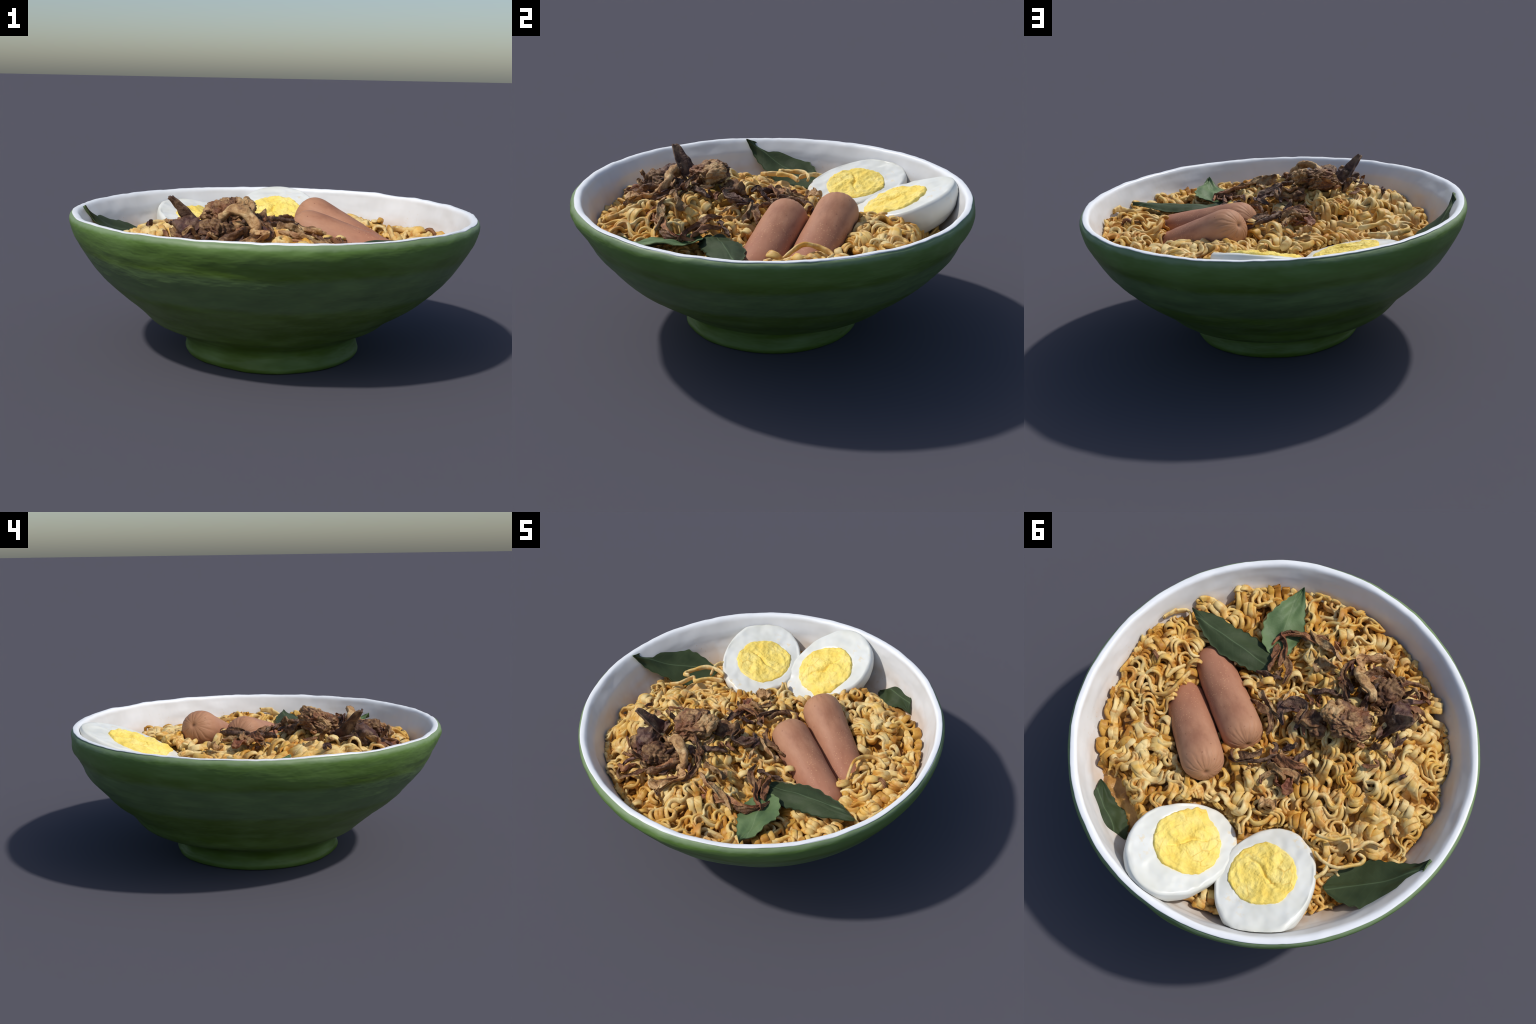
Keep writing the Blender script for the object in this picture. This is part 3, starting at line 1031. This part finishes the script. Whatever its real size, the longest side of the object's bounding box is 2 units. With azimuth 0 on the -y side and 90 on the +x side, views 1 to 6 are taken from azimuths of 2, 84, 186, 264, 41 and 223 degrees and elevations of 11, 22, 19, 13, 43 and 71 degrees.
STRIPS = {  # width, thickness, curl, material, control points
    "beside the leaves": [
        (0.020, 0.006, 1.2, 3, [(0.39, -0.39, 0.602), (0.37, -0.48, 0.612), (0.30, -0.53, 0.629), (0.21, -0.55, 0.651), (0.14, -0.59, 0.658), (0.07, -0.58, 0.670)]),
        (0.022, 0.006, 1.2, 0, [(0.35, -0.40, 0.610), (0.26, -0.37, 0.632), (0.20, -0.33, 0.647), (0.19, -0.26, 0.649)]),
        (0.020, 0.006, 0.8, 1, [(0.35, -0.24, 0.605), (0.27, -0.26, 0.618), (0.21, -0.28, 0.632)]),
        (0.026, 0.006, 1.3, 3, [(0.27, -0.32, 0.640), (0.30, -0.41, 0.637), (0.36, -0.46, 0.624), (0.40, -0.46, 0.613)]),
        (0.024, 0.006, 1.3, 3, [(0.29, -0.27, 0.650), (0.31, -0.33, 0.655), (0.34, -0.38, 0.640), (0.37, -0.42, 0.630)]),
        (0.022, 0.006, 1.0, 0, [(0.28, -0.55, 0.626), (0.35, -0.52, 0.618), (0.40, -0.46, 0.610)]),
    ],
    "flank of the upper sausage": [
        (0.026, 0.006, 1.0, 0, [(0.25, -0.10, 0.636), (0.15, -0.10, 0.660), (0.08, -0.06, 0.675), (0.06, -0.01, 0.667)]),
        (0.024, 0.006, 1.3, 2, [(0.07, -0.11, 0.685), (0.16, -0.14, 0.664), (0.25, -0.16, 0.648)]),
    ],
    "little coil in the middle": [
        (0.030, 0.007, 1.0, 1, [(0.03, -0.09, 0.680), (0.08, -0.14, 0.690), (0.08, -0.21, 0.702), (0.01, -0.23, 0.711), (-0.03, -0.17, 0.708), (-0.03, -0.11, 0.690)]),
        (0.030, 0.008, 1.6, 0, [(-0.01, -0.14, 0.690), (-0.06, -0.17, 0.712), (-0.09, -0.20, 0.712), (-0.13, -0.23, 0.714)]),
    ],
    "star of strips between sausages and eggs": [
        (0.024, 0.007, 1.2, 1, [(0.13, 0.20, 0.640), (0.04, 0.16, 0.660), (-0.02, 0.11, 0.668), (-0.05, 0.04, 0.672)]),
        (0.024, 0.007, 1.2, 2, [(-0.07, 0.20, 0.657), (-0.10, 0.11, 0.672), (-0.18, 0.06, 0.676), (-0.23, 0.08, 0.665)]),
        (0.032, 0.008, 0.7, 3, [(0.0, 0.03, 0.670), (-0.07, 0.05, 0.685), (-0.13, 0.03, 0.697), (-0.19, -0.01, 0.680)]),
        (0.034, 0.008, 1.0, 3, [(-0.21, 0.16, 0.650), (-0.19, 0.11, 0.665), (-0.19, 0.06, 0.668)]),
        (0.026, 0.008, 1.2, 1, [(-0.17, -0.09, 0.688), (-0.14, -0.02, 0.686), (-0.15, 0.05, 0.675)]),
        (0.026, 0.007, 1.0, 0, [(0.02, 0.06, 0.680), (0.04, 0.13, 0.690), (0.09, 0.17, 0.672), (0.14, 0.16, 0.650)]),
        (0.020, 0.007, 1.3, 1, [(-0.05, 0.0, 0.665), (-0.08, -0.04, 0.70), (-0.095, -0.06, 0.735)]),
        (0.024, 0.008, 0.9, 2, [(-0.04, 0.10, 0.665), (-0.10, 0.09, 0.70), (-0.16, 0.11, 0.685)]),
        (0.034, 0.009, 0.8, 2, [(-0.14, 0.27, 0.620), (-0.18, 0.245, 0.632), (-0.22, 0.23, 0.622)]),
    ],
    "long strips on the near slope": [
        (0.026, 0.007, 1.3, 2, [(0.03, -0.53, 0.705), (0.12, -0.56, 0.688), (0.20, -0.55, 0.662), (0.29, -0.58, 0.625)]),
        (0.022, 0.007, 1.1, 3, [(0.12, -0.62, 0.650), (0.18, -0.59, 0.650), (0.24, -0.57, 0.640)]),
        (0.028, 0.008, 1.0, 2, [(-0.09, -0.57, 0.705), (-0.02, -0.61, 0.700), (-0.09, -0.67, 0.675), (-0.09, -0.73, 0.640)]),
        (0.044, 0.008, 0.5, 2, [(0.02, -0.48, 0.706), (0.08, -0.47, 0.704), (0.14, -0.44, 0.680)]),
        (0.024, 0.008, 1.1, 0, [(-0.07, -0.45, 0.714), (-0.02, -0.47, 0.715), (0.02, -0.52, 0.695)]),
    ],
    "the heaped cluster": [
        (0.016, 0.006, 1.0, 1, [(-0.30, -0.57, 0.675), (-0.36, -0.63, 0.650), (-0.40, -0.68, 0.622)]),
        (0.018, 0.006, 1.1, 0, [(-0.24, -0.64, 0.655), (-0.29, -0.70, 0.635), (-0.35, -0.74, 0.610), (-0.40, -0.70, 0.620)]),
        (0.038, 0.009, 0.9, 0, [(-0.29, -0.64, 0.675), (-0.23, -0.58, 0.715), (-0.17, -0.51, 0.730), (-0.12, -0.47, 0.715)]),
        (0.030, 0.008, 1.1, 3, [(-0.20, -0.62, 0.685), (-0.14, -0.56, 0.712), (-0.09, -0.50, 0.714)]),
        (0.030, 0.008, 1.1, 1, [(-0.16, -0.64, 0.684), (-0.12, -0.58, 0.700), (-0.07, -0.54, 0.705)]),
        (0.045, 0.010, 1.2, 0, [(-0.41, -0.58, 0.660), (-0.41, -0.52, 0.700), (-0.36, -0.47, 0.715), (-0.29, -0.49, 0.710)]),
        (0.016, 0.007, 1.0, 0, [(-0.15, -0.37, 0.790), (-0.08, -0.41, 0.775), (-0.04, -0.44, 0.735), (-0.01, -0.47, 0.690)]),
        (0.055, 0.008, 0.8, 0, [(-0.13, -0.24, 0.705), (-0.06, -0.19, 0.722), (0.00, -0.14, 0.700)]),
        (0.024, 0.007, 1.0, 1, [(-0.10, -0.40, 0.700), (-0.03, -0.36, 0.710), (0.04, -0.32, 0.695)]),
        (0.026, 0.007, 1.2, 1, [(0.02, -0.24, 0.700), (0.05, -0.18, 0.704), (0.09, -0.15, 0.690), (0.11, -0.19, 0.680)]),
        (0.026, 0.008, 1.2, 0, [(-0.35, -0.57, 0.655), (-0.40, -0.60, 0.640), (-0.46, -0.61, 0.612)]),
        (0.026, 0.008, 1.2, 3, [(-0.32, -0.64, 0.640), (-0.36, -0.70, 0.622), (-0.42, -0.68, 0.612)]),
        (0.026, 0.008, 1.3, 0, [(-0.12, -0.43, 0.716), (-0.03, -0.47, 0.715), (-0.01, -0.55, 0.703), (-0.02, -0.62, 0.680)]),
        (0.028, 0.009, 1.1, 2, [(-0.04, -0.59, 0.715), (-0.07, -0.66, 0.712), (-0.12, -0.71, 0.690), (-0.17, -0.68, 0.680)]),
        (0.036, 0.009, 0.9, 0, [(-0.11, -0.50, 0.740), (-0.12, -0.59, 0.735), (-0.18, -0.65, 0.712), (-0.25, -0.65, 0.690)]),
        (0.036, 0.009, 0.9, 1, [(-0.18, -0.44, 0.750), (-0.20, -0.54, 0.742), (-0.25, -0.61, 0.722), (-0.31, -0.61, 0.690)]),
        (0.034, 0.009, 1.0, 1, [(-0.26, -0.48, 0.715), (-0.31, -0.53, 0.705), (-0.36, -0.60, 0.672)]),
        (0.013, 0.006, 0.8, 3, [(-0.40, -0.58, 0.650), (-0.44, -0.565, 0.680), (-0.475, -0.555, 0.722)]),
    ],
    "upright tips": [
        (0.014, 0.006, 0.9, 1, [(-0.20, -0.40, 0.73), (-0.20, -0.43, 0.79), (-0.205, -0.45, 0.835)]),
        (0.016, 0.006, 1.0, 0, [(-0.29, -0.60, 0.69), (-0.32, -0.63, 0.755), (-0.34, -0.645, 0.795), (-0.38, -0.64, 0.76)]),
        (0.018, 0.006, 1.0, 2, [(-0.22, -0.63, 0.69), (-0.24, -0.66, 0.74), (-0.27, -0.66, 0.765)]),
        (0.022, 0.007, 0.9, 0, [(-0.36, -0.28, 0.68), (-0.39, -0.30, 0.73), (-0.41, -0.31, 0.765)]),
        (0.016, 0.006, 0.9, 3, [(-0.06, -0.42, 0.70), (-0.04, -0.44, 0.745), (-0.03, -0.43, 0.775)]),
    ],
    "chip out on the right": [
        (0.014, 0.008, 0.6, 3, [(0.74, 0.06, 0.605), (0.775, 0.052, 0.630), (0.81, 0.04, 0.600)]),
    ],
}
for i, (w, th, curl, mat, pts) in enumerate(q for group in STRIPS.values() for q in group):
    # settle each strip on the heap
    gap = np.mean([z - float(heap(x, y)) for x, y, z in pts])
    drop = max(0.0, gap - 0.035) * 0.6
    pts = [(x, y, z - drop) for x, y, z in pts]
    shallot_strip([(x, y, z - 0.014) for x, y, z in pts], w * 0.84, th, curl, mat, 1.7 * i + 0.4, roll=0.5 * math.sin(i * 2.1))

# the big crinkled clump and its neighbours
shallot_lump((-0.215, -0.300, 0.728), (0.088, 0.080, 0.052), (0.25, -0.15, 0.5), 0, 1.2, 5.0, 6)
shallot_lump((-0.130, -0.275, 0.752), (0.042, 0.052, 0.036), (0.4, 0.2, 0.2), 2, 5.5, 4.0, 5)
shallot_lump((-0.240, -0.560, 0.685), (0.066, 0.060, 0.042), (0.1, 0.3, 1.0), 0, 8.1, 6.0)
shallot_lump((-0.370, -0.500, 0.680), (0.055, 0.060, 0.045), (0.2, -0.3, 0.4), 1, 3.9, 5.0, 4)
shallot_lump((-0.115, -0.180, 0.675), (0.036, 0.042, 0.026), (0.2, 0.1, 1.4), 0, 6.4, 4.0, 4)
# thick pale curl arching over the heap
shallot_strip([(-0.225, -0.465, 0.720), (-0.195, -0.482, 0.755), (-0.145, -0.490, 0.768), (-0.095, -0.510, 0.740), (-0.06, -0.54, 0.695), (-0.085, -0.57, 0.67)],
              0.026, 0.017, 0.6, 2, 21.0, tip=0.7)


# tall folded petal standing up at the back of the heap
def standing_petal(base, top, half_width, fold, seed):
    n = 40
    path = spline([base, tuple(0.5 * (np.array(base) + np.array(top)) + np.array((0.012, 0.0, -0.006))), top], n)
    u = np.linspace(0, 1, n)
    m = 13
    side = np.array([0.63, -0.77, 0.0])
    t = unit(np.gradient(path, axis=0))
    b = unit(side - (t @ side)[:, None] * t)
    nn = unit(np.cross(t, b))
    sb, sn = np.zeros((n, 2 * m)), np.zeros((n, 2 * m))
    for j in range(m):
        v = 2 * j / (m - 1) - 1
        wv = half_width * ((1 - u) ** 0.8 * 0.78 + 0.22)
        rough = np.array([noise.noise(Vector((p[0] * 22 + v * 3, p[1] * 22 + seed, p[2] * 22))) for p in path])
        off = fold * wv * abs(v) + 0.009 * rough
        th = 0.007 * (1 - 0.5 * abs(v))
        sb[:, j] = sb[:, 2 * m - 1 - j] = wv * v * (1 + 0.15 * rough)
        sn[:, j] = off + th
        sn[:, 2 * m - 1 - j] = off - th
    v, f = sweep(path, b, nn, sb, sn)
    add_object("fried_shallot", make_mesh("fried_shallot", v, f, [SHALLOT[1]]), pile)


standing_petal((-0.345, -0.400, 0.610), (-0.459, -0.478, 0.818), 0.080, 0.7, 4.2)

# crumbs and short flakes scattered round the clusters
for i in range(60):
    cx, cy, spread = ((-0.24, -0.46, 0.14), (-0.08, 0.05, 0.10), (0.28, -0.42, 0.08))[int(rng.choice(3, p=[0.75, 0.15, 0.10]))]
    x, y = cx + rng.normal(0, spread), cy + rng.normal(0, spread)
    p0 = np.array([x, y, float(heap(x, y)) + 0.022])
    if blocked(p0[None], 0.03)[0] or math.hypot(x, y) > 0.8:
        continue
    a = rng.random() * TAU
    d = np.array([math.cos(a), math.sin(a), rng.normal(0, 0.35)]) * rng.uniform(0.02, 0.045)
    bend = rng.normal(0, 0.012, 3)
    shallot_strip([p0 - d, p0 + bend, p0 + d], rng.uniform(0.008, 0.017), 0.005, 1.1, int(rng.integers(0, 4)), 50 + i * 1.3, n=22)
